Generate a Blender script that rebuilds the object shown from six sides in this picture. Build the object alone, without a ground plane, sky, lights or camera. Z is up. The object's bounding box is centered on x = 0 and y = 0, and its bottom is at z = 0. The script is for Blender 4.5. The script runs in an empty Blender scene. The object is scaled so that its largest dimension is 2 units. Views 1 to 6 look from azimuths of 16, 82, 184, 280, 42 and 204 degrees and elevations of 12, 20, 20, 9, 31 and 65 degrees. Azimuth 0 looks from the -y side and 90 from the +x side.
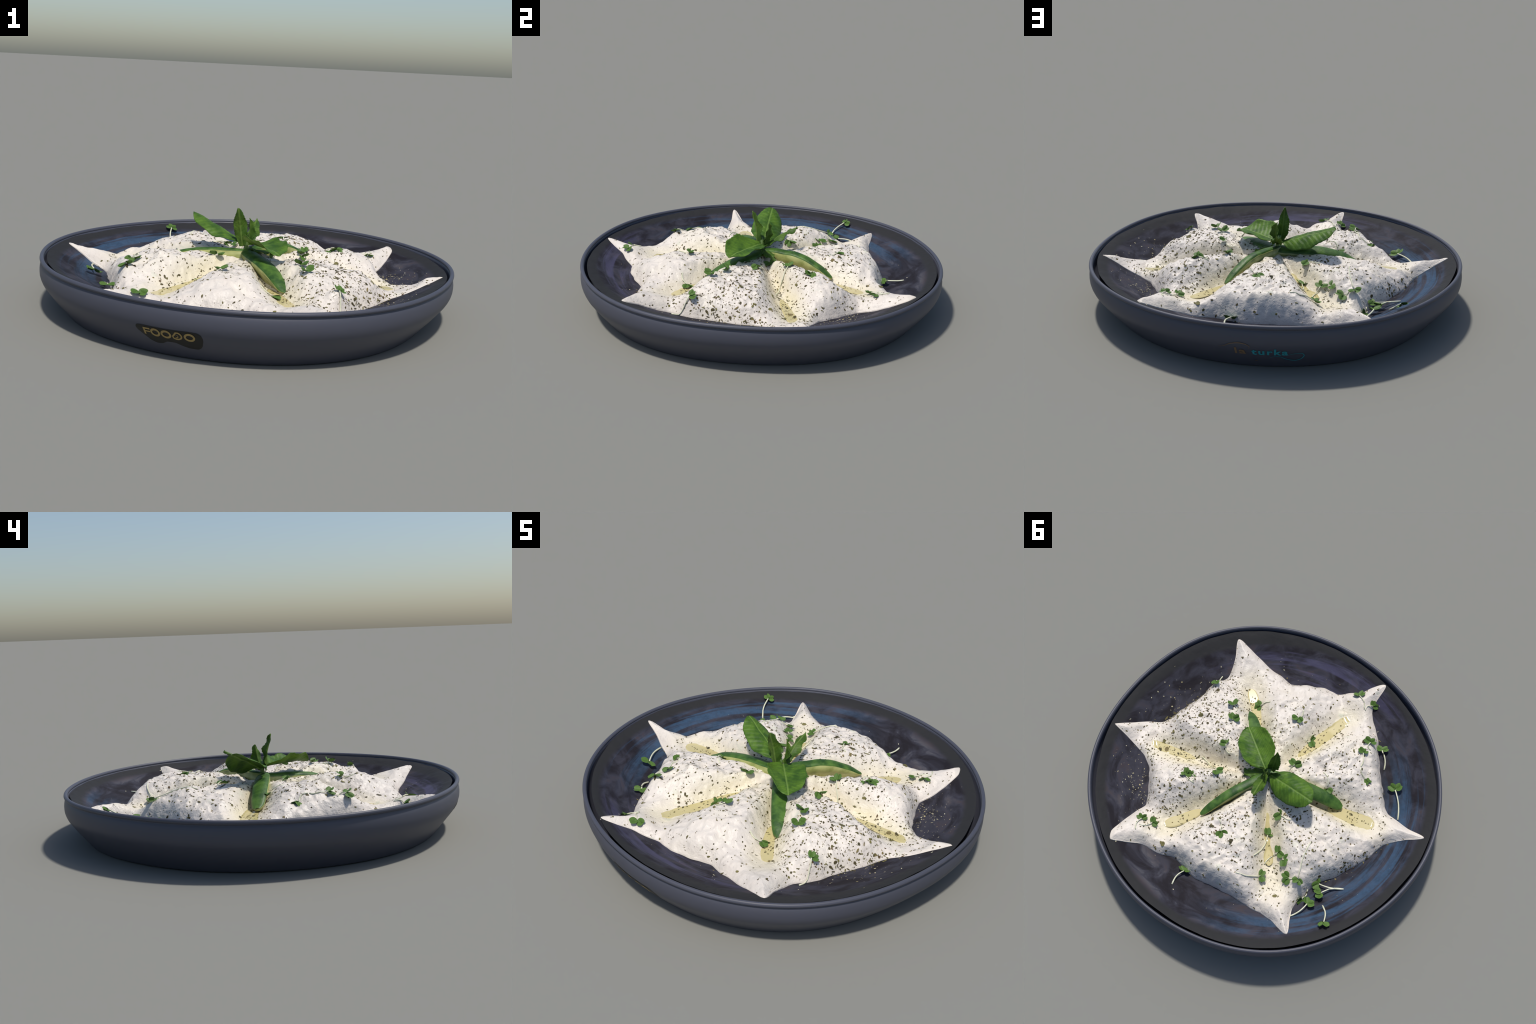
import bpy, bmesh, math, random
import numpy as np
from mathutils import Vector, Matrix, noise as mnoise

# =====================================================================
#  SHAPE RULES  (metres; bowl axis on z)
# =====================================================================
def pchip(xs, ys, x):
    """monotone cubic through hand-placed profile points"""
    xs = np.asarray(xs, float); ys = np.asarray(ys, float); x = np.asarray(x, float)
    h = np.diff(xs); d = np.diff(ys) / h
    m = np.zeros_like(ys)
    for i in range(1, len(xs) - 1):
        if d[i-1] * d[i] > 0:
            w1 = 2*h[i] + h[i-1]; w2 = h[i] + 2*h[i-1]
            m[i] = (w1 + w2) / (w1/d[i-1] + w2/d[i])
    m[0], m[-1] = d[0], d[-1]
    k = np.clip(np.searchsorted(xs, x) - 1, 0, len(xs) - 2)
    t = np.clip((x - xs[k]) / h[k], 0, 1)
    return ((1+2*t)*(1-t)**2*ys[k] + t*(1-t)**2*h[k]*m[k]
            + t*t*(3-2*t)*ys[k+1] + t*t*(t-1)*h[k]*m[k+1])

def smooth(a, b, x):
    t = np.clip((x - a) / (b - a), 0, 1)
    return t*t*(3 - 2*t)

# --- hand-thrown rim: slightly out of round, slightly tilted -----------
RIM_HARM = [(.0136, -.0049), (0, -.0033), (-.0057, -.0049), (-.0031, .0066),
            (-.0025, .0022), (.0017, .0010), (-.0014, .0016)]
def bump_at(th, deg, width):
    d = np.arctan2(np.sin(th - math.radians(deg)), np.cos(th - math.radians(deg)))
    return np.exp(-(d / math.radians(width))**2)
def wall_radius(th):
    return rim_radius(th) + .010 + .004*bump_at(th, 154, 26)
def rim_radius(th):
    r = 0.9867 + 0*th
    for k, (c, s) in enumerate(RIM_HARM, 1):
        r = r + c*np.cos(k*th) + s*np.sin(k*th)
    return r + .018*bump_at(th, 146, 34)
def rim_z(th):                      # the lip is level
    return .241 + 0*th

# --- inner dish (glazed) ---------------------------------------------
PLATE_S = [0, .45, .60, .68, .75, .82, .89, .95, 1.0, 1.1]
PLATE_Z = [.116, .116, .118, .125, .143, .172, .206, .233, .245, .25]
def plate_z(x, y):
    r = np.hypot(x, y); th = np.arctan2(y, x)
    s = r / rim_radius(th) * .985
    tilt = -.006*np.cos(th - math.radians(118)) * smooth(.35, .85, s) * (1 - smooth(.85, .97, s))
    return pchip(PLATE_S, PLATE_Z, s) - .002 + tilt

# --- yoghurt star: outline (angle, radius) ------------------------------
TIPS = [5.8, 49.4, 123.8, 184.7, 247.6, 307.6]
BEND = [0.5, 3.0, -5.5, -2.5, 0.5, -3.0]        # furrow swings off its tip towards the hub
STAR = [(5.8,.955),(8,.857),(10,.798),(13,.732),(19,.695),(26,.687),(33,.693),(37,.702),
 (40,.766),(44.5,.86),(47.5,.92),(50,.935),(52,.877),(55,.789),(61,.735),(69,.675),(79,.68),
 (88,.671),(100,.683),(110,.734),(118,.797),(121,.855),(123.8,.898),(126,.80),(128,.743),
 (136,.681),(143,.651),(152,.673),(164,.699),(172,.727),(177,.747),(182,.84),(184.7,.942),
 (187,.849),(190,.777),(193,.719),(202,.682),(209,.677),(217,.673),(226,.698),(233,.735),
 (238,.752),(243,.782),(245,.821),(247.6,.941),(251,.878),(253,.82),(257,.781),(262,.73),
 (270,.728),(278,.707),(284,.695),(290,.732),(296,.781),(301,.847),(304,.90),(307.5,.955),
 (310,.86),(312,.809),(316,.753),(323,.738),(332,.703),(339,.71),(349,.719),(353,.731),
 (358,.812),(362,.878),(365.8,.955)]
_tab_t = np.linspace(0, 360, 2881)
_sa = np.array([p[0] for p in STAR]); _sr = np.array([p[1] for p in STAR])
_tab_r = pchip(_sa, _sr, np.where(_tab_t < 5.8, _tab_t + 360, _tab_t))
_tab_r = _tab_r + np.array([.010*mnoise.noise(Vector((4*math.cos(t), 4*math.sin(t), 5.0))) + .008*mnoise.noise(Vector((13*math.cos(t), 13*math.sin(t), 8.0))) for t in np.radians(_tab_t)]) * (1 - smooth(.80, .92, _tab_r))
def star_radius(deg): return np.interp(deg % 360, _tab_t, _tab_r)

LOBE_GAIN = [1.00, .99, .92, .98, .93, .98]     # height of the lobe after each tip
FLANK = [(.80,.95), (.58,.54), (.58,.46), (.72,.56), (.84,.60), (.50,.54)]   # how far each flank leans
VAL_R = [0, .1, .2, .3, .4, .55, .65, .72, .80, .87, .93, 1.0]
VAL_Z = [.250, .232, .200, .175, .162, .156, .157, .164, .205, .228, .246, .256]
RID_R = [0, .1, .2, .3, .42, .52, .60, .66, .72, .80, 1.0]
RID_Z = [.250, .258, .270, .279, .283, .272, .250, .226, .196, .185, .23]
# extra lumps and dents pressed into the surface: x, y, radius, height
LUMPS = [(-.321,-.321,.035,.022), (.44,.24,.045,.012), (.60,.30,.04,.010), (-.38,-.42,.06,-.010),
 (-.45,-.47,.06,.024), (-.51,-.25,.05,-.030), (.30,-.18,.06,.010), (.45,-.30,.06,.008), (.56,-.16,.06,.010),
 (.11,.52,.06,.010), (.20,.60,.05,-.012), (-.05,.60,.05,.010), (.34,.06,.035,-.014), (.08,.40,.05,-.012),
 (-.40,.30,.06,.012), (-.59,.14,.06,-.026), (-.42,.45,.06,.004), (.02,-.60,.06,.012), (-.13,-.52,.05,.008),
 (.20,-.585,.07,-.028), (-.42,-.10,.05,-.008), (.52,.16,.04,-.010), (.36,.30,.04,.008), (.56,-.43,.045,.050)]

def fbm(x, y, z, octv):
    return sum(mnoise.noise(Vector((x*2**o, y*2**o, z + 7.3*o))) / 2**o for o in range(octv))
_vf = np.vectorize(fbm, otypes=[float], excluded=[3])

_ol = np.linspace(0, 2*math.pi, 2160, endpoint=False)
_ox = star_radius(np.degrees(_ol))*np.cos(_ol); _oy = star_radius(np.degrees(_ol))*np.sin(_ol)
def edge_distance(x, y, r, deg):
    """distance from a point inside the star to its outline (negative outside)"""
    xf, yf = np.ravel(x), np.ravel(y); out = np.empty(xf.shape)
    for k in range(0, len(xf), 4000):
        q = (xf[k:k+4000, None] - _ox[None, ::2])**2 + (yf[k:k+4000, None] - _oy[None, ::2])**2
        out[k:k+4000] = np.sqrt(q.min(1))
    out = out.reshape(np.shape(x))
    return np.where(r < star_radius(deg), out, -out)

def yog_z(x, y, rough=True):
    x = np.asarray(x, float); y = np.asarray(y, float)
    r = np.hypot(x, y); deg = np.degrees(np.arctan2(y, x)) % 360
    base = plate_z(x, y)
    # the furrows wander a little
    s = np.zeros_like(r); gain = np.ones_like(r)
    bend = 1 - smooth(.45, .88, r)
    for i in range(6):
        j = (i + 1) % 6
        a = TIPS[i] + BEND[i]*bend
        b = TIPS[j] + BEND[j]*bend + (360 if i == 5 else 0)
        dd = np.where(deg < TIPS[0] + BEND[0]*bend, deg + 360, deg)
        inside = (dd >= a) & (dd < b)
        half = (b - a) / 2
        si = smooth(.02, FLANK[i][0], (dd - a)/half) * smooth(.02, FLANK[i][1], (b - dd)/half)
        s = np.where(inside, si, s); gain = np.where(inside, LOBE_GAIN[i], gain)
    g = 1 + (gain - 1) * s
    zr = .12 + (pchip(RID_R, RID_Z, r) - .12) * g
    zv = pchip(VAL_R, VAL_Z, r)
    body = zv + (zr - zv) * s - .006*s
    # beyond the furrows the six corners are drawn out into rounded fingers
    fing = pchip([.6, .68, .75, .82, .88, .94, 1], [.180, .187, .202, .220, .236, .250, .258], r)
    late = .09*np.exp(-((((deg - 4 + 180) % 360) - 180)/9)**2)      # one furrow runs further out
    body = body + (fing - late*.35*(1 - smooth(.80, .90, r)) - body) * smooth(.56, .76, r - late*(1 - smooth(.76, .86, r))) * (1 - .75*s)
    body = body - .018*np.exp(-((((deg - 3 + 180) % 360) - 180)/7)**2) * smooth(.42, .55, r) * (1 - smooth(.80, .90, r))
    for lx, ly, lr, lh in LUMPS:
        body = body + lh * np.exp(-((x-lx)**2 + (y-ly)**2) / lr**2)
    d = edge_distance(x, y, r, deg)
    e = np.clip(d / .075, 0, 1); e = 1 - (1 - e)**2.2
    z = base + e * (body - base)
    if rough:
        n1 = _vf(x*9, y*9, 0.0, 2); n2 = _vf(x*30, y*30, 4.0, 2); n3 = _vf(x*15 + 3, y*15, 9.0, 2)
        amp = (.35 + .65*s) * np.clip(d / .03, 0, 1)
        z = z + amp * (.015*n1 + .0040*n2 + .014*(.35 - np.abs(n3)))
    return np.where(d > 0, z, base - .01)
# ===================== END OF SHAPE RULES =============================

rng = random.Random(41)
COL = bpy.context.scene.collection
D2R = math.pi / 180

# ---------------------------------------------------------------- helpers
def link(name, data=None, parent=None):
    o = bpy.data.objects.new(name, data)
    COL.objects.link(o)
    if parent is not None:
        o.parent = parent
    return o

def mesh_of(name, verts, faces, mat=None, flat=False):
    me = bpy.data.meshes.new(name)
    me.from_pydata([tuple(v) for v in verts], [], faces)
    me.update()
    if not flat:
        me.polygons.foreach_set('use_smooth', [True] * len(me.polygons))
    if mat:
        me.materials.append(mat)
    return me

def lathe(rows, closed_ends=True):
    """rows: list of (n,3) rings -> verts, faces"""
    n = len(rows[0]); V = np.vstack(rows); F = []
    for k in range(len(rows) - 1):
        a = k*n; b = a + n
        F += [(a+i, a+(i+1) % n, b+(i+1) % n, b+i) for i in range(n)]
    return V, F

def ring(r, z, th):
    return np.stack([r*np.cos(th), r*np.sin(th), z + 0*th], 1)

# ---------------------------------------------------------------- node helpers
class Mat:
    def __init__(self, name, rough=.5, spec=.5):
        self.m = bpy.data.materials.new(name); self.m.use_nodes = True
        self.t = self.m.node_tree; self.t.nodes.clear()
        self.out = self.n('ShaderNodeOutputMaterial')
        self.b = self.n('ShaderNodeBsdfPrincipled')
        self.b.inputs['Roughness'].default_value = rough
        self.b.inputs['Specular IOR Level'].default_value = spec
        self.t.links.new(self.b.outputs[0], self.out.inputs[0])
        self._co = None
    def n(self, typ, **kw):
        nd = self.t.nodes.new(typ)
        for k, v in kw.items(): setattr(nd, k, v)
        return nd
    def put(self, sock, v):
        if hasattr(v, 'links') or isinstance(v, bpy.types.NodeSocket): self.t.links.new(v, sock)
        else: sock.default_value = v
    def co(self):
        if self._co is None: self._co = self.n('ShaderNodeTexCoord').outputs['Object']
        return self._co
    def math(self, op, a, b=0.0, c=None, clamp=False):
        nd = self.n('ShaderNodeMath', operation=op, use_clamp=clamp)
        self.put(nd.inputs[0], a); self.put(nd.inputs[1], b)
        if c is not None: self.put(nd.inputs[2], c)
        return nd.outputs[0]
    def xyz(self):
        s = self.n('ShaderNodeSeparateXYZ'); self.put(s.inputs[0], self.co()); return s.outputs
    def vec(self, x, y, z):
        c = self.n('ShaderNodeCombineXYZ')
        for i, v in enumerate((x, y, z)): self.put(c.inputs[i], v)
        return c.outputs[0]
    def noise(self, scale, detail=3.0, rough=.55, vec=None, dist=0.0):
        nd = self.n('ShaderNodeTexNoise')
        nd.inputs['Scale'].default_value = scale; nd.inputs['Detail'].default_value = detail
        nd.inputs['Roughness'].default_value = rough; nd.inputs['Distortion'].default_value = dist
        self.put(nd.inputs['Vector'], vec if vec is not None else self.co())
        return nd.outputs['Fac']
    def range(self, v, a, b, lo=0.0, hi=1.0, smoothstep=True):
        nd = self.n('ShaderNodeMapRange', interpolation_type='SMOOTHSTEP' if smoothstep else 'LINEAR')
        self.put(nd.inputs[0], v)
        for i, x in enumerate((a, b, lo, hi), 1): self.put(nd.inputs[i], x)
        return nd.outputs[0]
    def mix(self, f, a, b, mode='MIX'):
        nd = self.n('ShaderNodeMix', data_type='RGBA', blend_type=mode)
        self.put(nd.inputs[0], f)
        self.put(nd.inputs[6], (*a, 1) if isinstance(a, tuple) else a)
        self.put(nd.inputs[7], (*b, 1) if isinstance(b, tuple) else b)
        return nd.outputs[2]
    def colour(self, c): self.put(self.b.inputs['Base Color'], (*c, 1) if isinstance(c, tuple) else c)
    def bump(self, h, strength=.3, dist=.01):
        nd = self.n('ShaderNodeBump'); nd.inputs['Strength'].default_value = strength
        nd.inputs['Distance'].default_value = dist
        self.put(nd.inputs['Height'], h); self.t.links.new(nd.outputs[0], self.b.inputs['Normal'])

def translucent(M, colour, amount):
    tr = M.n('ShaderNodeBsdfTranslucent'); M.put(tr.inputs[0], colour)
    mx = M.n('ShaderNodeMixShader'); mx.inputs[0].default_value = amount
    M.t.links.new(M.b.outputs[0], mx.inputs[1]); M.t.links.new(tr.outputs[0], mx.inputs[2])
    M.t.links.new(mx.outputs[0], M.out.inputs[0])

# ---------------------------------------------------------------- materials
def mat_shell():
    M = Mat('slate_stoneware', .48, .4)
    n = M.noise(3.0, 3)
    M.colour(M.mix(n, (.060, .063, .084), (.067, .070, .091)))
    return M.m

def mat_glaze():
    M = Mat('reactive_glaze', .65, .09)
    x, y, z = M.xyz()
    r = M.math('SQRT', M.math('ADD', M.math('MULTIPLY', x, x), M.math('MULTIPLY', y, y)))
    th = M.math('ARCTAN2', y, x)
    # brush-wheel streaks: noise stretched round the bowl, built on direction so it has no seam
    ux = M.math('DIVIDE', x, M.math('MAXIMUM', r, .05)); uy = M.math('DIVIDE', y, M.math('MAXIMUM', r, .05))
    pv = M.vec(M.math('MULTIPLY', ux, 1.5), M.math('MULTIPLY', uy, 1.5), M.math('MULTIPLY', r, 26.0))
    streak = M.noise(1.0, 4, .6, pv, .35)
    pv2 = M.vec(M.math('MULTIPLY', ux, 3.0), M.math('MULTIPLY', uy, 3.0), M.math('MULTIPLY', r, 7.0))
    cloud = M.noise(1.6, 4, .6, pv2, .8)
    fine = M.noise(60, 2)
    base = M.mix(M.range(cloud, .35, .65), (.018, .016, .020), (.046, .046, .061))
    base = M.mix(M.math('MULTIPLY', M.range(cloud, .56, .70), .45), base, (.060, .040, .036))
    # blue flowing glaze on the -x side
    ang = M.math('ADD', M.math('MULTIPLY', ux, -.90), M.math('MULTIPLY', uy, .35))
    side = M.range(ang, .25, .85)
    band = M.math('MULTIPLY', M.range(r, .62, .80), M.range(r, .915, .885))
    blue = M.math('MULTIPLY', M.math('MULTIPLY', side, band), M.range(streak, .42, .60))
    blue = M.math('MULTIPLY', blue, M.range(fine, .2, .7, .65, 1.0))
    base = M.mix(M.math('MULTIPLY', blue, .62), base, (.048, .105, .185))
    # violet cast on the -y side
    vs = M.range(M.math('ADD', M.math('MULTIPLY', uy, -1.0), M.math('MULTIPLY', ux, .1)), .6, .95)
    vio = M.math('MULTIPLY', M.math('MULTIPLY', vs, band), M.range(streak, .46, .68))
    base = M.mix(M.math('MULTIPLY', vio, .45), base, (.105, .10, .185))
    # pale milky runs on the +y / +x+y wall
    ms = M.range(M.math('ADD', M.math('MULTIPLY', uy, .94), M.math('MULTIPLY', ux, .34)), .72, .97)
    mband = M.math('MULTIPLY', M.range(r, .74, .82), M.range(r, .91, .86))
    milk = M.math('MULTIPLY', M.math('MULTIPLY', ms, mband), M.range(cloud, .52, .72))
    base = M.mix(M.math('MULTIPLY', milk, .4), base, (.22, .225, .235))
    # charcoal band below the rim
    base = M.mix(M.range(r, .895, .925), base, (.029, .029, .030))
    M.colour(base)
    M.bump(M.noise(14, 3), .25, .02)
    return M.m

def mat_yogurt():
    M = Mat('thick_yogurt', .42, .35)
    x, y, z = M.xyz()
    f = None
    for i in range(6):
        a = (TIPS[i] + .75*BEND[i]) * D2R
        al = M.math('ADD', M.math('MULTIPLY', x, math.cos(a)), M.math('MULTIPLY', y, math.sin(a)))
        pe = M.math('ABSOLUTE', M.math('SUBTRACT', M.math('MULTIPLY', y, math.cos(a)), M.math('MULTIPLY', x, math.sin(a))))
        m = M.math('MULTIPLY', M.range(pe, .13, .025), M.math('MULTIPLY', M.range(al, .04, .2), M.range(al, .80, .60)))
        f = m if f is None else M.math('MAXIMUM', f, m)
    n = M.noise(7, 3)
    soak = M.math('MULTIPLY', f, M.range(n, .3, .7, .45, 1.0))
    c = M.mix(M.noise(16, 3), (.68, .605, .53), (.76, .70, .62))
    c = M.mix(M.math('MULTIPLY', M.range(M.noise(5, 2), .5, .72), .35), c, (.75, .69, .55))
    c = M.mix(M.math('MULTIPLY', soak, .75), c, (.74, .66, .42))
    g = M.noise(11, 2, .5)                       # shreds of cucumber showing through
    c = M.mix(M.math('MULTIPLY', M.range(g, .66, .76), .35), c, (.52, .57, .42))
    M.colour(c)
    M.b.inputs['Subsurface Weight'].default_value = .0
    M.bump(M.math('ADD', M.noise(55, 3, .6), M.math('MULTIPLY', M.noise(18, 2, .5), 1.2)), .35, .012)
    return M.m

def mat_oil():
    M = Mat('olive_oil', .07, .6)
    M.colour(M.mix(M.noise(9, 2), (.50, .42, .17), (.62, .54, .30)))
    return M.m

def mat_herb(name, island):
    M = Mat(name, .7, .25)
    if island: rnd = M.n('ShaderNodeNewGeometry').outputs['Random Per Island']
    else: rnd = M.n('ShaderNodeObjectInfo').outputs['Random']
    cr = M.n('ShaderNodeValToRGB'); e = cr.color_ramp.elements
    cr.color_ramp.interpolation = 'CONSTANT'
    cols = [(0, (.060, .050, .022)), (.28, (.11, .10, .035)), (.52, (.17, .155, .055)), (.72, (.035, .032, .018)),
            (.84, (.10, .055, .028)), (.92, (.22, .17, .07))]
    e[0].position = 0; e[0].color = (*cols[0][1], 1)
    e[1].position = cols[1][0]; e[1].color = (*cols[1][1], 1)
    for p, c in cols[2:]:
        k = e.new(p); k.color = (*c, 1)
    M.put(cr.inputs[0], rnd)
    M.colour(M.mix(M.math('MULTIPLY', M.noise(220, 2), .5), cr.outputs[0], (.15, .12, .05)))
    return M.m

def mat_crumb():
    M = Mat('oregano_dust', .8, .2)
    rnd = M.n('ShaderNodeNewGeometry').outputs['Random Per Island']
    M.colour(M.mix(rnd, (.36, .30, .15), (.62, .58, .42)))
    return M.m

def mat_mint(name, dark, light, vein):
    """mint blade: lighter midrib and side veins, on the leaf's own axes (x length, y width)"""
    M = Mat(name, .5, .25)
    x, y, z = M.xyz(); ay = M.math('ABSOLUTE', y)
    wob = M.math('MULTIPLY', M.math('SUBTRACT', M.noise(22, 2), .5), .02)
    ph = M.math('ADD', M.math('SUBTRACT', x, M.math('MULTIPLY', ay, .75)), wob)
    tri = M.math('ABSOLUTE', M.math('SUBTRACT', M.math('FRACT', M.math('MULTIPLY', ph, 34.0)), .5))
    side = M.range(tri, .10, .02)
    rib = M.range(ay, .006, .0015)
    v = rib
    c = M.mix(M.range(M.noise(14, 3), .3, .7), dark, light)
    c = M.mix(M.math('MULTIPLY', M.range(tri, .3, .5), .2), c, dark)
    c = M.mix(M.math('MULTIPLY', side, .45), c, dark)
    c = M.mix(M.math('MULTIPLY', M.range(M.noise(90, 2), .5, .7), .3), c, dark)
    c = M.mix(M.math('MULTIPLY', v, .7), c, vein)
    M.colour(c)
    translucent(M, c, .18)
    M.bump(M.math('ADD', M.math('MULTIPLY', tri, 1.0), M.math('MULTIPLY', M.noise(60, 3), .8)), .35, .006)
    return M.m

def mat_simple(name, a, b, scale, rough=.5, spec=.4, bump=0):
    M = Mat(name, rough, spec)
    M.colour(M.mix(M.range(M.noise(scale, 3), .3, .7), a, b))
    if bump: M.bump(M.noise(scale*3, 3), bump, .01)
    return M.m

def mat_cucumber_flesh():
    M = Mat('cucumber_flesh', .3, .5)
    x, y, z = M.xyz()
    c = M.mix(M.range(M.noise(16, 3), .3, .7), (.22, .25, .06), (.42, .43, .16))
    M.colour(c)
    M.b.inputs['Subsurface Weight'].default_value = .0
    return M.m

SHELL, GLAZE, YOG, OIL = mat_shell(), mat_glaze(), mat_yogurt(), mat_oil()
HERB, HERB_S, CRUMB = mat_herb('dried_herb', False), mat_herb('dried_herb_bits', True), mat_crumb()
MINT = mat_mint('mint_green', (.035, .095, .012), (.125, .240, .026), (.20, .32, .07))
MINT_D = mat_mint('mint_green_dark', (.040, .095, .012), (.105, .195, .024), (.16, .25, .05))
MSTEM = mat_simple('mint_stem_green', (.07, .14, .03), (.18, .26, .09), 30, .5)
CSKIN = mat_simple('cucumber_skin', (.022, .068, .010), (.085, .175, .028), 18, .5, .35, .2)
CFLESH = mat_cucumber_flesh()
SLEAF = mat_simple('cress_leaf_green', (.040, .105, .016), (.12, .205, .042), 40, .55, .25)
SSTEM = mat_simple('cress_stem_pale', (.62, .62, .42), (.72, .72, .56), 30, .4)
INK = mat_simple('black_ink', (.012, .012, .011), (.014, .014, .012), 10, .5, .3)
GOLD = mat_simple('gold_ink', (.30, .21, .075), (.33, .235, .085), 20, .5, .3)
BRONZE = mat_simple('bronze_ink', (.16, .105, .06), (.19, .125, .07), 20, .5, .3)
TEAL = mat_simple('teal_ink', (.025, .24, .29), (.03, .27, .32), 20, .5, .3)

# ---------------------------------------------------------------- BOWL
bowl = link('bowl'); bowl.empty_display_size = .2
bowl['label'] = 'wide shallow slate blue stoneware bowl with dark reactive glaze inside'
bowl['category'] = 'bowl'
NT = 360
TH = np.linspace(0, 2*math.pi, NT, endpoint=False)
RR, RZ = rim_radius(TH), rim_z(TH)
OUTER = [(.231, .9900), (.227, .9890), (.222, .9925), (.214, .9960), (.203, .9985), (.190, 1.0), (.178, 1.0), (.165, .9990), (.152, .9955),
         (.140, .9905), (.130, .9850), (.105, .966), (.075, .943), (.045, .917), (.020, .897), (.008, .887), (.002, .881), (0, .872)]
def foot_shape(th, z):
    """the foot is a touch oval"""
    return 1 - .008*np.cos(2*th)*(1 - min(1, z/.15))
def body_point(th, z, lift=0.0):
    """outer wall of the bowl at angle th (rad) and height z"""
    zs = [p[0] for p in OUTER][::-1]; fs = [p[1] for p in OUTER][::-1]
    k = float(rim_z(np.array(th))) / .239
    zz = z / (1 + (k - 1) * min(1, z/.2))
    f = float(np.interp(zz, zs, fs)); df = (float(np.interp(zz+.004, zs, fs)) - float(np.interp(zz-.004, zs, fs))) / .008
    r = float(wall_radius(np.array(th))) * f * foot_shape(th, z)
    nr, nz = 1 / math.hypot(1, df), -df / math.hypot(1, df)
    return Vector(((r + lift*nr)*math.cos(th), (r + lift*nr)*math.sin(th), z + lift*nz))
rows = []
for z, f in OUTER:
    rows.append(ring(wall_radius(TH)*f*foot_shape(TH, z), z * (1 + (RZ/.239 - 1) * min(1, z/.2)), TH))
rows = [ring(RR - .009, RZ - .003, TH), ring(RR + .002, RZ + .001, TH)] + rows
inner = [ring(RR - .0115, RZ - .02, TH), ring(RR - .016, RZ - .045, TH), ring(RR*.93, .13 + 0*TH, TH), ring(RR*.8, .09 + 0*TH, TH), ring(RR*.3, .07 + 0*TH, TH)]
rows = inner[::-1] + rows + [ring(RR*.5, 0*TH, TH)]
V, F = lathe(rows)
c0, c1 = len(V), len(V) + 1
V = np.vstack([V, [[0, 0, .07], [0, 0, 0]]])
L = len(rows) - 1
F += [((i+1) % NT, i, c0) for i in range(NT)] + [(L*NT+i, L*NT+(i+1) % NT, c1) for i in range(NT)]
link('bowl_wall', mesh_of('bowl_wall', V, [f[::-1] for f in F], SHELL), bowl)
# rolled rim bead
rows = []
for k in range(17):
    a = 2*math.pi*k/16
    rows.append(ring(RR + .0100*np.cos(a), RZ + .0105*np.sin(a), TH))
V, F = lathe(rows[:-1] + [rows[0]])
link('rim_bead', mesh_of('rim_bead', V, [f[::-1] for f in F], SHELL), bowl)
# glazed inside: a skin a little inside the wall, with an uneven upper edge
NG, NR = 480, 110
tg = np.linspace(0, 2*math.pi, NG, endpoint=False)
edge = rim_radius(tg) - .020 - .010*np.array([max(0, fbm(2.2*math.cos(t), 2.2*math.sin(t), 2.0, 3) + .25) for t in tg]) \
       - .012*np.exp(-(((tg - .55)/.35)**2)) - .008*np.exp(-(((tg - 4.35)/.4)**2))
rows = []
for k in range(1, NR + 1):
    q = k / NR; r = edge * q
    x, y = r*np.cos(tg), r*np.sin(tg)
    z = plate_z(x, y)
    am = .004 * smooth(.62, .9, q)
    z = z + am * np.array([fbm(a*7, b*7, 1.0, 3) for a, b in zip(x, y)])
    rows.append(np.stack([x, y, z], 1))
V, F = lathe(rows)
V = np.vstack([V, [[0, 0, plate_z(0., 0.)]]])
F += [(i, (i+1) % NG, len(V)-1) for i in range(NG)]
F = [f if len(f) == 3 else f[::-1] for f in F]
link('glazed_dish', mesh_of('glazed_dish', V, [f[::-1] if len(f) == 4 else f for f in F], GLAZE), bowl)

# --- marks on the wall -------------------------------------------------
def on_wall(th_deg, z, lift): return body_point(th_deg*D2R, z, lift)
def wall_patch(name, top, bot, t0, t1, mat, lift, nu=60, nv=12):
    V, F = [], []
    for i in range(nu + 1):
        u = i/nu; a = t0 + (t1 - t0)*u
        zt, zb = top(u), bot(u)
        for j in range(nv + 1): V.append(on_wall(a, zb + (zt - zb)*j/nv, lift))
    for i in range(nu):
        for j in range(nv):
            a = i*(nv+1) + j; F.append((a, a+nv+1, a+nv+2, a+1))
    return link(name, mesh_of(name, V, F, mat), bowl)
EMB_U = [0, .01, .04, .10, .20, .28, .36, .46, .56, .68, .80, .90, .96, .99, 1]
EMB_T = [.134, .141, .145, .146, .1455, .145, .1445, .144, .144, .145, .146, .145, .139, .130, .118]
EMB_B = [.128, .120, .111, .094, .071, .0635, .0665, .080, .081, .070, .061, .0605, .070, .086, .106]
wall_patch('emblem', lambda u: float(pchip(EMB_U, EMB_T, u)), lambda u: float(pchip(EMB_U, EMB_B, u)), 260.9, 277.9, INK, .0012)

def wall_ribbon(name, pts, mat, lift, closed=False, parent=bowl):
    """pts: (theta_deg, z, half_width) swept on the wall"""
    P = [(p[0], p[1]) for p in pts]; W = [p[2] for p in pts]; n = len(P); V, F = [], []
    R = 55.0                                   # degrees per metre along the wall
    for i in range(n):
        a = P[(i-1) % n] if (closed or i > 0) else P[0]; b = P[(i+1) % n] if (closed or i < n-1) else P[-1]
        dx, dz = (b[0]-a[0])/R, (b[1]-a[1]); l = math.hypot(dx, dz) or 1
        nx, nz = -dz/l, dx/l
        for s in (-1, 1):
            V.append(on_wall(P[i][0] + s*W[i]*nx*R, P[i][1] + s*W[i]*nz, lift))
    for i in range(n if closed else n-1):
        j = (i+1) % n
        F.append((2*i, 2*j, 2*j+1, 2*i+1))
    return link(name, mesh_of(name, V, F, mat, True), parent)
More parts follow.
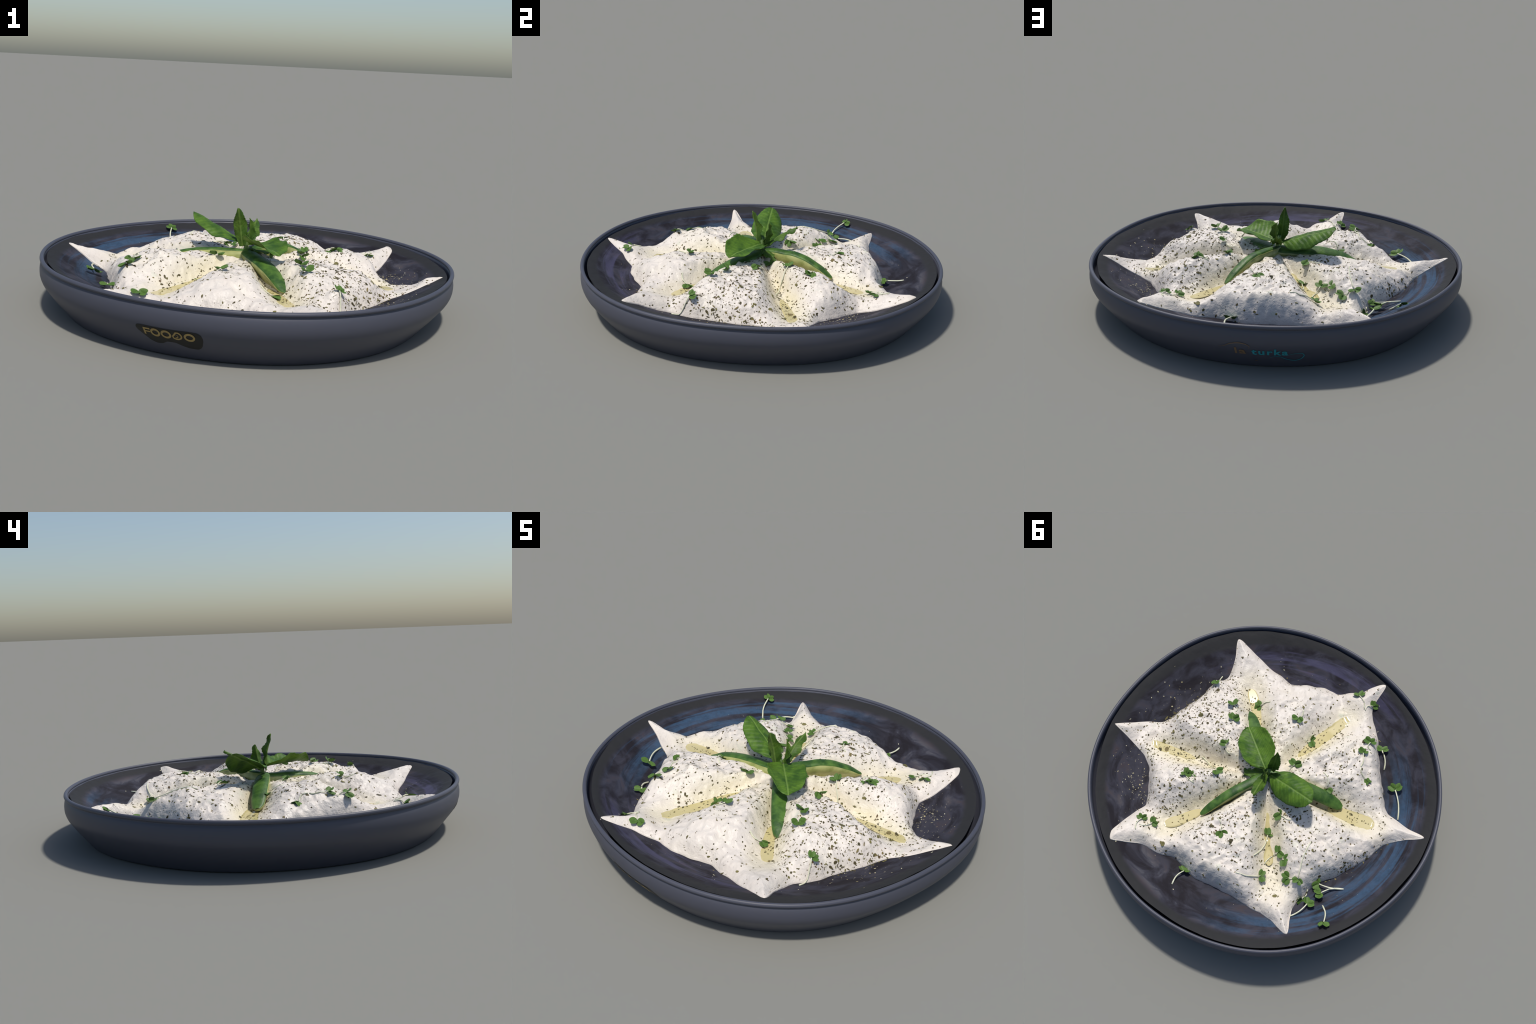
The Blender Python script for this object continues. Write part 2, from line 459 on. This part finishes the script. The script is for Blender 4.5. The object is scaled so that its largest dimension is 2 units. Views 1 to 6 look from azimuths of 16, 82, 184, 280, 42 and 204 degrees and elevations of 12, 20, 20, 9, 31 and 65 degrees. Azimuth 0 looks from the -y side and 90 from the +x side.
def ell(cx, cz, rx, rz, hw, n=40): return [(cx + rx*math.cos(2*math.pi*k/n), cz + rz*math.sin(2*math.pi*k/n), hw) for k in range(n)]
LET = .0026
def bars(name, segs, mat):
    V, F = [], []
    for (a0, z0, a1, z1, hw) in segs:
        m = 6; R = 55.0; dx, dz = (a1-a0)/R, z1-z0; l = math.hypot(dx, dz); nx, nz = -dz/l, dx/l
        b = len(V)
        for k in range(m+1):
            t = k/m
            for s in (-1, 1): V.append(on_wall(a0+(a1-a0)*t+s*hw*nx*R, z0+(z1-z0)*t+s*hw*nz, LET))
        F += [(b+2*k, b+2*k+2, b+2*k+3, b+2*k+1) for k in range(m)]
    return link(name, mesh_of(name, V, F, mat, True), bowl)
bars('letter_f', [(263.15, .1035, 263.15, .1365, .0042), (263.38, .1330, 264.75, .1330, .0036), (263.38, .1195, 264.65, .1195, .0034)], GOLD)
wall_ribbon('letter_o', ell(266.05, .1195, 1.03, .0150, .0046), GOLD, LET, True)
wall_ribbon('letter_o', ell(268.85, .1190, 1.10, .0150, .0046), GOLD, LET, True)
wall_ribbon('letter_o', ell(274.75, .1195, 1.12, .0150, .0046), GOLD, LET, True)
# a D turned on its corner, with a small crescent inside
dd = [(270.55, .1150), (271.45, .1345)] + [(271.55 + 1.25*math.cos(a), .1195 + .0165*math.sin(a)) for a in np.linspace(1.2, -2.3, 18)]
wall_ribbon('letter_d', [(a, z, .0036) for a, z in dd], GOLD, LET, True)
wall_ribbon('letter_d_swirl', [(271.45 + .45*math.cos(a), .118 + .0075*math.sin(a), .0022*(1 - k/14)+.0004) for k, a in enumerate(np.linspace(-2.0, 1.6, 14))], GOLD, LET)

def wall_text(name, body, a0, a1, z0, height, mat, bold):
    cu = bpy.data.curves.new(name, 'FONT'); cu.body = body; cu.offset = bold; cu.resolution_u = 4
    cu.space_character = 1.22
    tmp = bpy.data.objects.new(name, cu); COL.objects.link(tmp)
    dg = bpy.context.evaluated_depsgraph_get()
    me = bpy.data.meshes.new_from_object(tmp.evaluated_get(dg))
    xs = [v.co.x for v in me.vertices]; x0, x1 = min(xs), max(xs)
    for v in me.vertices:
        v.co = on_wall(a0 + (a1 - a0)*(v.co.x - x0)/(x1 - x0), z0 + height*v.co.y, LET)
    bpy.data.objects.remove(tmp); bpy.data.curves.remove(cu)
    me.name = name; me.materials.clear(); me.materials.append(mat); 
    return link(name, me, bowl)
wall_text('word_la', 'la', 83.3, 86.3, .100, .056, BRONZE, .03)
wall_text('word_turka', 'turka', 87.8, 97.6, .099, .056, TEAL, .03)
def curl(name, pts, mat, w):
    t = np.linspace(0, 1, len(pts)); tt = np.linspace(0, 1, 60)
    A = pchip(t, [p[0] for p in pts], tt); Z = pchip(t, [p[1] for p in pts], tt)
    wall_ribbon(name, [(a, z, w*(.22 + .78*math.sin(math.pi*min(1, max(0, q)))**1.5)) for a, z, q in zip(A, Z, tt)], mat, LET)
curl('flourish', [(79.2, .138), (80.5, .143), (82.5, .160), (84.6, .1665), (86.6, .160), (87.4, .148), (87.2, .136)], BRONZE, .0022)
curl('flourish', [(88.2, .0475), (88.9, .050), (89.4, .056)], BRONZE, .0022)
curl('flourish', [(92.5, .0735), (93.6, .086), (95.2, .088), (97.2, .070), (99.6, .058), (101.4, .072), (102.0, .096), (101.0, .112), (99.2, .108), (97.6, .098)], TEAL, .0024)

# ---------------------------------------------------------------- YOGURT
dip = link('yogurt_dip')
dip['label'] = 'star shaped thick white yogurt dip with herbs and oil'
dip['category'] = 'food dip'
NA, NK = 1080, 130
ta = np.linspace(0, 2*math.pi, NA, endpoint=False)
Rs = star_radius(np.degrees(ta))
q = np.linspace(0, 1, NK + 1)[1:]
q = 1 - (1 - q)**1.15
X = (Rs[None, :] * q[:, None] * np.cos(ta)[None, :]); Y = (Rs[None, :] * q[:, None] * np.sin(ta)[None, :])
Z = yog_z(X*.99999, Y*.99999)
Z[-1] = plate_z(X[-1], Y[-1]) - .008
rows = [np.stack([X[k], Y[k], Z[k]], 1) for k in range(NK)]
V, F = lathe(rows)
V = np.vstack([V, [[0, 0, float(yog_z(0.0001, 0.))]]])
F = F + [(i, (i+1) % NA, len(V)-1) for i in range(NA)]          # open below: it rests in the dish
yog = link('yogurt', mesh_of('yogurt', V, F, YOG), dip)
if yog.data.polygons[NA*20].normal.z < 0:
    yog.data.flip_normals()

# fast surface lookup from the finished grid
from mathutils.bvhtree import BVHTree
V_YOG, F_YOG = V, F
BVH = BVHTree.FromPolygons([Vector(v) for v in V], F)
def surf(x, y):
    """top of yoghurt or dish at x, y -> (point, normal)"""
    h = BVH.ray_cast(Vector((x, y, 1)), Vector((0, 0, -1)))
    pz = float(plate_z(x, y))
    if h[0] is not None and h[0].z > pz - .001:
        n = h[1] if h[1].z > 0 else -h[1]
        return h[0], n
    e = .01
    n = Vector((-(float(plate_z(x+e, y)) - pz)/e, -(float(plate_z(x, y+e)) - pz)/e, 1)).normalized()
    return Vector((x, y, pz)), n

# --- oil pools lying in the furrows -------------------------------------
#        tip, from r, to r, half width, level at start, level at end
POOLS = [(0, .44, .77, .030, .156, .150), (1, .40, .63, .034, .170, .166), (2, .18, .50, .036, .196, .166),
         (3, .38, .66, .056, .172, .166), (4, .22, .66, .040, .190, .164), (5, .36, .63, .036, .172, .164)]
for k, r0, r1, hw, z0, z1 in POOLS:
    nu, nv = 70, 28; P = {}; V = []; F = []
    for i in range(nu + 1):
        u = i/nu; r = r0 + (r1 - r0)*u
        bend = 1 - float(smooth(.45, .88, np.array(r)))
        a = (TIPS[k] + BEND[k]*bend) * D2R
        w = hw * max(0, 1 - abs(2*u - 1)**3.2)**.5 * (.75 + .35*u)
        for j in range(nv + 1):
            s = 2*j/nv - 1
            x = r*math.cos(a) - s*w*math.sin(a); y = r*math.sin(a) + s*w*math.cos(a)
            lvl = z0 + (z1 - z0)*min(1, u*1.6)
            sp, _ = surf(x, y)
            z = max(lvl, sp.z + .0010) - (.003*(abs(s)-.8)/.2 if abs(s) > .8 else 0)
            P[i, j] = (len(V), sp.z - lvl); V.append((x, y, min(z, lvl + .003)))
    for i in range(nu):
        for j in range(nv):
            c = [P[i, j], P[i+1, j], P[i+1, j+1], P[i, j+1]]
            if min(v[1] for v in c) < .006: F.append([v[0] for v in c])
    me = mesh_of('oil_pool', V, F, OIL)
    b = bmesh.new(); b.from_mesh(me)
    bmesh.ops.delete(b, geom=[v for v in b.verts if not v.link_faces], context='VERTS')
    bmesh.ops.recalc_face_normals(b, faces=b.faces); b.to_mesh(me); b.free()
    link('oil_pool', me, dip)

def rebuild_surface():
    """loose pieces rest on yoghurt and oil alike"""
    global BVH
    VV = [Vector(v) for v in V_YOG]; FF = list(F_YOG)
    for o in dip.children:
        if o.name.startswith('oil_pool'):
            n = len(VV); VV += [v.co.copy() for v in o.data.vertices]
            FF += [tuple(n + i for i in p.vertices) for p in o.data.polygons]
    BVH = BVHTree.FromPolygons(VV, FF)
rebuild_surface()

# --- dried herb flakes ----------------------------------------------------
def flake_shape(rg):
    n = rg.randint(6, 9); asp = rg.choice([1.3, 1.7, 2.2, 2.8, 3.6, 4.6]); bendz = rg.uniform(-.12, .16)
    top, bot = [], []
    for i in range(n):
        a = 2*math.pi*i/n; rr = rg.uniform(.36, .56)
        x, y = rr*math.cos(a), rr*math.sin(a)/asp
        z = bendz*x*x*4
        top.append((x, y, z + .015)); bot.append((x*1.06, y*1.06, z - .03))
    V = [(0, 0, .045)] + top + bot
    F = [(0, 1+i, 1+(i+1) % n) for i in range(n)] + [(1+i, 1+n+i, 1+n+(i+1) % n, 1+(i+1) % n) for i in range(n)]
    F.append(tuple(range(1+2*n-1, n, -1)))
    return V, F
SHAPES = [flake_shape(rng) for _ in range(14)]
DENS = [1.35, 1.0, .95, .80, .70, 1.45]                # sprinkle density of each lobe
def lobe_of(deg):
    for i in range(6):
        b = TIPS[(i+1) % 6] + (360 if i == 5 else 0)
        d = deg if deg >= TIPS[0] else deg + 360
        if TIPS[i] <= d < b: return i
    return 5
def sprinkle(rg):
    while True:
        deg = rg.uniform(0, 360); r = .94*math.sqrt(rg.random()); R = float(star_radius(deg))
        if r < .07 or r > R - .012: continue
        i = lobe_of(deg); d = DENS[i]
        if r > .74: d *= .35
        if i in (1, 2, 3, 4) and r > .55: d *= .55
        d *= .45 + 1.1*max(0, min(1, .5 + 1.1*mnoise.noise(Vector((r*math.cos(deg*D2R)*6, r*math.sin(deg*D2R)*6, 3)))))
        if rg.random() < d/1.9: return r*math.cos(deg*D2R), r*math.sin(deg*D2R)
def seat(x, y, rg, size, tilt=.25):
    p, n = surf(x, y)
    n = (n + Vector((rg.uniform(-tilt, tilt), rg.uniform(-tilt, tilt), 0))).normalized()
    q = n.to_track_quat('Z', 'Y').to_matrix().to_4x4() @ Matrix.Rotation(rg.uniform(0, 6.283), 4, 'Z')
    return Matrix.Translation(p + n*size*.03) @ q @ Matrix.Scale(size, 4)
FM = [mesh_of('herb_flake', v, f, HERB, True) for v, f in SHAPES]
for k in range(260):
    x, y = sprinkle(rng)
    o = link('herb_flake', FM[rng.randrange(len(FM))], dip)
    o.matrix_local = seat(x, y, rng, rng.uniform(.013, .019) if k > 40 else rng.uniform(.019, .030))
def scatter(name, count, where, size, mat):
    V, F = [], []
    for _ in range(count):
        x, y = where(rng); M = seat(x, y, rng, size(rng)); v, f = SHAPES[rng.randrange(len(SHAPES))]
        b = len(V); V += [M @ Vector(c) for c in v]; F += [tuple(b+i for i in g) for g in f]
    o = link(name, mesh_of(name, V, F, mat, True), dip); o['kind'] = 'stuff'
    return o
scatter('herb_specks', 4000, sprinkle, lambda g: .0052 + .0105*g.random()**1.6, HERB_S)
def base_line(g):                                       # herbs that slid to the foot of the mound
    while True:
        deg = g.choice([g.gauss(344, 11), g.gauss(344, 11), g.gauss(160, 12), g.uniform(0, 360)]) % 360
        r = float(star_radius(deg)) + g.gauss(-.012, .014)
        if r < .80: return r*math.cos(deg*D2R), r*math.sin(deg*D2R)
scatter('herb_specks', 260, base_line, lambda g: .006 + .015*g.random()**2, HERB_S)
def dish_dust(g):
    while True:
        c = g.random()
        deg = g.gauss(24, 10) if c < .62 else (g.gauss(343, 9) if c < .82 else g.uniform(0, 360))
        R = float(star_radius(deg % 360)); r = R + abs(g.gauss(0, .085)) + .004
        if r < .93: return r*math.cos(deg*D2R), r*math.sin(deg*D2R)
scatter('herb_dust', 260, dish_dust, lambda g: .0030 + .0085*g.random()**2.6, CRUMB)

# --- cress sprouts ---------------------------------------------------------
def cress_leaf_mesh(name, seed):
    g = random.Random(seed); n = 22; V, F = [], []
    for s in (1, -1):
        for k in range(4):
            q = k/3
            for i in range(n):
                a = 2*math.pi*i/n
                rad = (1 - .42*math.exp(-((((a + math.pi) % (2*math.pi)) - math.pi)/.42)**2)) * (1 + .05*math.sin(3*a+seed))
                x = .5 + .5*q*rad*math.cos(a); y = .46*q*rad*math.sin(a)
                z = .16*(x-.3)*(x-.3) + .35*y*y - .14*math.exp(-(y/.1)**2)*(x > .1) + (.035 if s > 0 else -.035)*(1 - q**3)
                V.append((x, y, z))
    m = 4*n
    for off, fl in ((0, False), (m, True)):
        for k in range(3):
            for i in range(n):
                f = (off+k*n+i, off+(k+1)*n+i, off+(k+1)*n+(i+1) % n, off+k*n+(i+1) % n)
                F.append(f[::-1] if fl else f)
    F += [(3*n+i, m+3*n+i, m+3*n+(i+1) % n, 3*n+(i+1) % n) for i in range(n)]
    return mesh_of(name, V, F, SLEAF)
CL = [cress_leaf_mesh('cress_leaf', s) for s in range(3)]
def tube(pts, rad, sides=8):
    V, F = [], []; pts = [Vector(p) for p in pts]
    for i, p in enumerate(pts):
        t = (pts[min(i+1, len(pts)-1)] - pts[max(i-1, 0)]).normalized()
        a = t.orthogonal().normalized(); b = t.cross(a)
        r = rad(i/(len(pts)-1)) if callable(rad) else rad
        V += [p + r*(math.cos(2*math.pi*k/sides)*a + math.sin(2*math.pi*k/sides)*b) for k in range(sides)]
    for i in range(len(pts)-1):
        F += [(i*sides+k, i*sides+(k+1) % sides, (i+1)*sides+(k+1) % sides, (i+1)*sides+k) for k in range(sides)]
    F += [tuple(range(sides))[::-1], tuple(range((len(pts)-1)*sides, len(pts)*sides))]
    return V, F
# head x, y and foot x, y of every sprout
SPROUTS = [(.376,-.309,.342,-.277),(.327,-.219,.332,-.205),(.550,-.425,.567,-.518),(.405,.203,.343,.227),
 (.378,.194,.353,.223),(.263,.108,.407,.024),(.256,-.430,.207,-.452),(.008,-.410,.001,-.471),(-.104,-.350,-.081,-.341),
 (-.110,-.132,-.107,-.055),(-.419,-.377,-.447,-.296),(-.429,-.460,-.453,-.425),(-.503,-.251,-.450,-.290),
 (-.333,-.102,-.276,-.167),(-.244,-.739,-.302,-.681),(-.334,-.726,-.312,-.676),(-.510,-.503,-.565,-.402),
 (.514,.529,.508,.600),(.455,.520,.507,.563),(.073,.413,.125,.354),(-.220,.521,-.108,.578),(.169,.678,.186,.770),
 (-.153,.286,-.146,.441),(-.257,.357,-.210,.443),(-.308,.383,-.280,.379),(-.372,.457,-.394,.441),(-.421,.449,-.396,.245),
 (-.528,.401,-.659,.364),(-.564,.446,-.659,.364),(-.473,.514,-.483,.456),(-.524,.541,-.464,.638),(-.655,.609,-.597,.503),
 (-.683,-.301,-.762,-.143),(-.184,.177,-.243,.169),(.105,.03,.06,.03),(.29,-.06,.25,-.03)]
ON_DISH = {16, 21, 27, 28, 30, 31, 32}
for k, (hx, hy, sx, sy) in enumerate(SPROUTS):
    dish = k in ON_DISH
    pts = []
    hp, hn = surf(hx, hy)
    lift = .026 if dish else .010
    for i in range(9):
        t = i/8; x, y = sx + (hx-sx)*t, sy + (hy-sy)*t
        bow = .012*math.sin(math.pi*t)*(1 if k % 2 else -1)
        d = Vector((hx-sx, hy-sy, 0)).normalized(); x += -d.y*bow; y += d.x*bow
        p, n = surf(x, y)
        pts.append(p + n*(.001 + (lift - .001)*t**2 + (.010*math.sin(math.pi*t) if dish else 0)))
    v, f = tube(pts, (lambda t: .0046 - .0012*t) if dish else (lambda t: .0034 - .0008*t))
    st = link('cress_sprout', mesh_of('cress_stem', v, f, SSTEM), dip)
    head = pts[-1]; dirv = Vector((hx-sx, hy-sy, 0)).normalized()
    size = (.042 if not dish else .046) * rng.uniform(.88, 1.15)
    for s in (-1, 1):
        lf = link('cress_leaf', CL[(k + s) % 3], st)
        ang = math.atan2(dirv.y, dirv.x) + s*rng.uniform(.55, 1.25)
        pitch = rng.uniform(-.35, .30); roll = rng.uniform(-.6, .6)
        nn = (hn*1.0 + Vector((0, 0, .6))).normalized()
        q = nn.to_track_quat('Z', 'X').to_matrix().to_4x4()
        # heading in the tangent frame
        loc = q.inverted() @ Vector((math.cos(ang), math.sin(ang), 0))
        q = q @ Matrix.Rotation(math.atan2(loc.y, loc.x), 4, 'Z') @ Matrix.Rotation(pitch, 4, 'Y') @ Matrix.Rotation(roll, 4, 'X')
        lf.matrix_local = Matrix.Translation(head) @ q @ Matrix.Scale(size, 4)

# ---------------------------------------------------------------- CUCUMBER
def cucumber(tipx, tipy, hubx, huby, width, z_hub, z_mid, z_tip, height, lean):
    top = link('cucumber_slice'); top.location = (0, 0, 0)
    top['label'] = 'thin cucumber wedge with dark green skin'
    top['category'] = 'cucumber'
    d = Vector((tipx-hubx, tipy-huby, 0)); Ln = d.length; d.normalize(); s = Vector((-d.y, d.x, 0))
    nu, nt = 40, 9; Vs, Fs, Vf, Ff = [], [], [], []
    for i in range(nu + 1):
        t = i/nu; x, y = hubx + (tipx-hubx)*t, huby + (tipy-huby)*t
        zt = float(pchip([0, .45, .8, 1], [z_hub, z_mid, (z_mid*.45+z_tip*.55)+.012, z_tip], t)) + .003*mnoise.noise(Vector((t*7, tipx*9, 0)))
        w = width*.5*float(pchip([0, .12, .5, .82, .95, 1], [.75, .95, 1, .92, .68, .28], t))
        h = height*float(pchip([0, .5, .85, 1], [1, 1, .55, .12], t))
        c = Vector((x, y, zt))
        up = (Vector((0, 0, 1)) + s*lean).normalized(); sd = d.cross(up)*-1
        row = []
        for j in range(nt):
            a = math.pi*(j/(nt-1))
            row.append(c + sd*(w*math.cos(a)) + up*(w*.42*math.sin(a) - w*.42))
        Vs += row
        # flesh: narrowing wedge below the skin
        e0, e1 = row[0], row[-1]
        low = c - up*(h + w*.42)
        Vf += [e0 - up*.0005, e0*.55 + low*.45 + sd*w*.22, low + sd*w*.30, low - sd*w*.30, e1*.55 + low*.45 - sd*w*.22, e1 - up*.0005]
    for i in range(nu):
        for j in range(nt-1):
            a = i*nt+j; Fs.append((a, a+1, a+nt+1, a+nt))
        for j in range(6):
            a = i*6+j; b = i*6+(j+1) % 6
            Ff.append((a, b, b+6, a+6))
    Ff += [tuple(range(6))[::-1], tuple(range(nu*6, nu*6+6))]
    for nm, V, F, m in (('cucumber_skin', Vs, Fs, CSKIN), ('cucumber_flesh', Vf, Ff, CFLESH)):
        me = mesh_of(nm, V, F, m)
        b = bmesh.new(); b.from_mesh(me); bmesh.ops.recalc_face_normals(b, faces=b.faces); b.to_mesh(me); b.free()
        link(nm, me, top)
    return top
cucumber(.305, -.355, -.005, .005, .090, .283, .270, .186, .070, .05)
cucumber(.238, .352, -.004, -.01, .052, .290, .298, .198, .095, -.12)
cucumber(-.452, -.050, .012, .0, .082, .284, .276, .192, .080, -.28)

# ---------------------------------------------------------------- MINT
mint = link('mint_sprig'); mint.location = (0, 0, .25)
mint['label'] = 'fresh green mint sprig with veined serrated leaves'
mint['category'] = 'mint'
bpy.context.view_layer.update()
def mint_leaf(base, tip, side, width, mat, arch=.02, cup=.25, tipdrop=0., twist=0., serr=.035, prof=None, seed=0, wave=.006):
    """blade on its own axes: x base->tip, y across, z up; curved, cupped, toothed, veined"""
    base, tip = Vector(base), Vector(tip); L = (tip-base).length
    ex = (tip-base).normalized(); ey = (Vector(side) - ex*ex.dot(Vector(side))).normalized(); ez = ex.cross(ey)
    nu, nv = 64, 28; V, F = [], []
    pr = prof or ([0, .06, .2, .42, .62, .8, .92, .98, 1], [.10, .30, .78, 1, .95, .72, .42, .17, .02])
    def P(u, v):
        w = .5*width*float(pchip(pr[0], pr[1], u))
        tooth = 1 + serr*(abs(((u*13) % 1) - .5)*2 - .5)
        y = v*w*(1 if abs(v) < .8 else 1 + (tooth-1)*(abs(v)-.8)/.2)
        ay = abs(y); x = u*L
        z = arch*4*u*(1-u) - tipdrop*u**3 + cup*ay*ay/max(width*.5, .01) - .10*ay*0
        ph = ((x - .75*ay)*34) % 1
        z += .0014*(abs(ph-.5)*2)*min(1, ay/.02) - .004*math.exp(-(y/.006)**2)
        z += wave*mnoise.noise(Vector((x*16, y*16, seed*3.1))) * min(1, u*4)
        z += wave*1.2*abs(v)**3*math.sin(u*17 + seed + (2 if v > 0 else 0))
        a = twist*u; y, z = y*math.cos(a) - z*math.sin(a)*.3, z + y*math.sin(a)
        return (x, y, z)
    for i in range(nu+1):
        for j in range(nv+1): V.append(P(i/nu, 2*j/nv-1))
    for i in range(nu):
        for j in range(nv):
            a = i*(nv+1)+j; F.append((a, a+1, a+nv+2, a+nv+1))
    me = mesh_of('mint_leaf', V, F, mat)
    b = bmesh.new(); b.from_mesh(me); bmesh.ops.recalc_face_normals(b, faces=b.faces)
    bmesh.ops.solidify(b, geom=b.faces[:], thickness=.0025); b.to_mesh(me); b.free()
    me.polygons.foreach_set('use_smooth', [True]*len(me.polygons))
    o = link('mint_leaf', me, mint)
    M = Matrix((ex, ey, ez)).transposed().to_4x4(); M.translation = base
    o.matrix_parent_inverse = mint.matrix_world.inverted(); o.matrix_world = M
    return o
BROAD = ([0, .05, .15, .35, .55, .75, .88, .96, 1], [.12, .30, .72, 1, 1, .86, .62, .34, .06])
SPIKE = ([0, .1, .3, .5, .7, .85, .95, 1], [.45, .6, .9, 1, .82, .52, .22, .03])
mint_leaf((.015, -.012, .318), (.222, -.205, .318), (.165, .058, -.02), .190, MINT, .008, .42, .0, 0, .03, BROAD, 1)
mint_leaf((-.025, .005, .312), (-.318, .090, .424), (-.20, -.93, .22), .165, MINT, .004, -.46, .0, 0, .02, BROAD, 2, .004)
mint_leaf((-.018, -.022, .300), (-.037, -.053, .491), (.95, .30, 0), .066, MINT_D, .004, .35, .0, .25, .10, SPIKE, 3, .005)
mint_leaf((.002, .010, .302), (-.012, .195, .396), (.95, .10, .25), .062, MINT_D, -.006, .40, .0, .3, .08, SPIKE, 4, .007)
mint_leaf((.008, .008, .300), (.000, .034, .432), (.6, -.7, .1), .060, MINT_D, .004, .35, .0, .2, .10, SPIKE, 5, .005)
mint_leaf((.01, .00, .285), (.125, .045, .262), (-.3, .9, .1), .060, MINT_D, .008, -.2, .0, 0, .06, SPIKE, 6, .005)
v, f = tube([(.01, .0, .225), (.004, -.003, .27), (-.008, -.004, .312), (-.012, -.010, .345)], lambda t: .014 - .005*t, 12)
o = link('mint_stem', mesh_of('mint_stem', v, f, MSTEM), mint)
o.matrix_parent_inverse = mint.matrix_world.inverted()
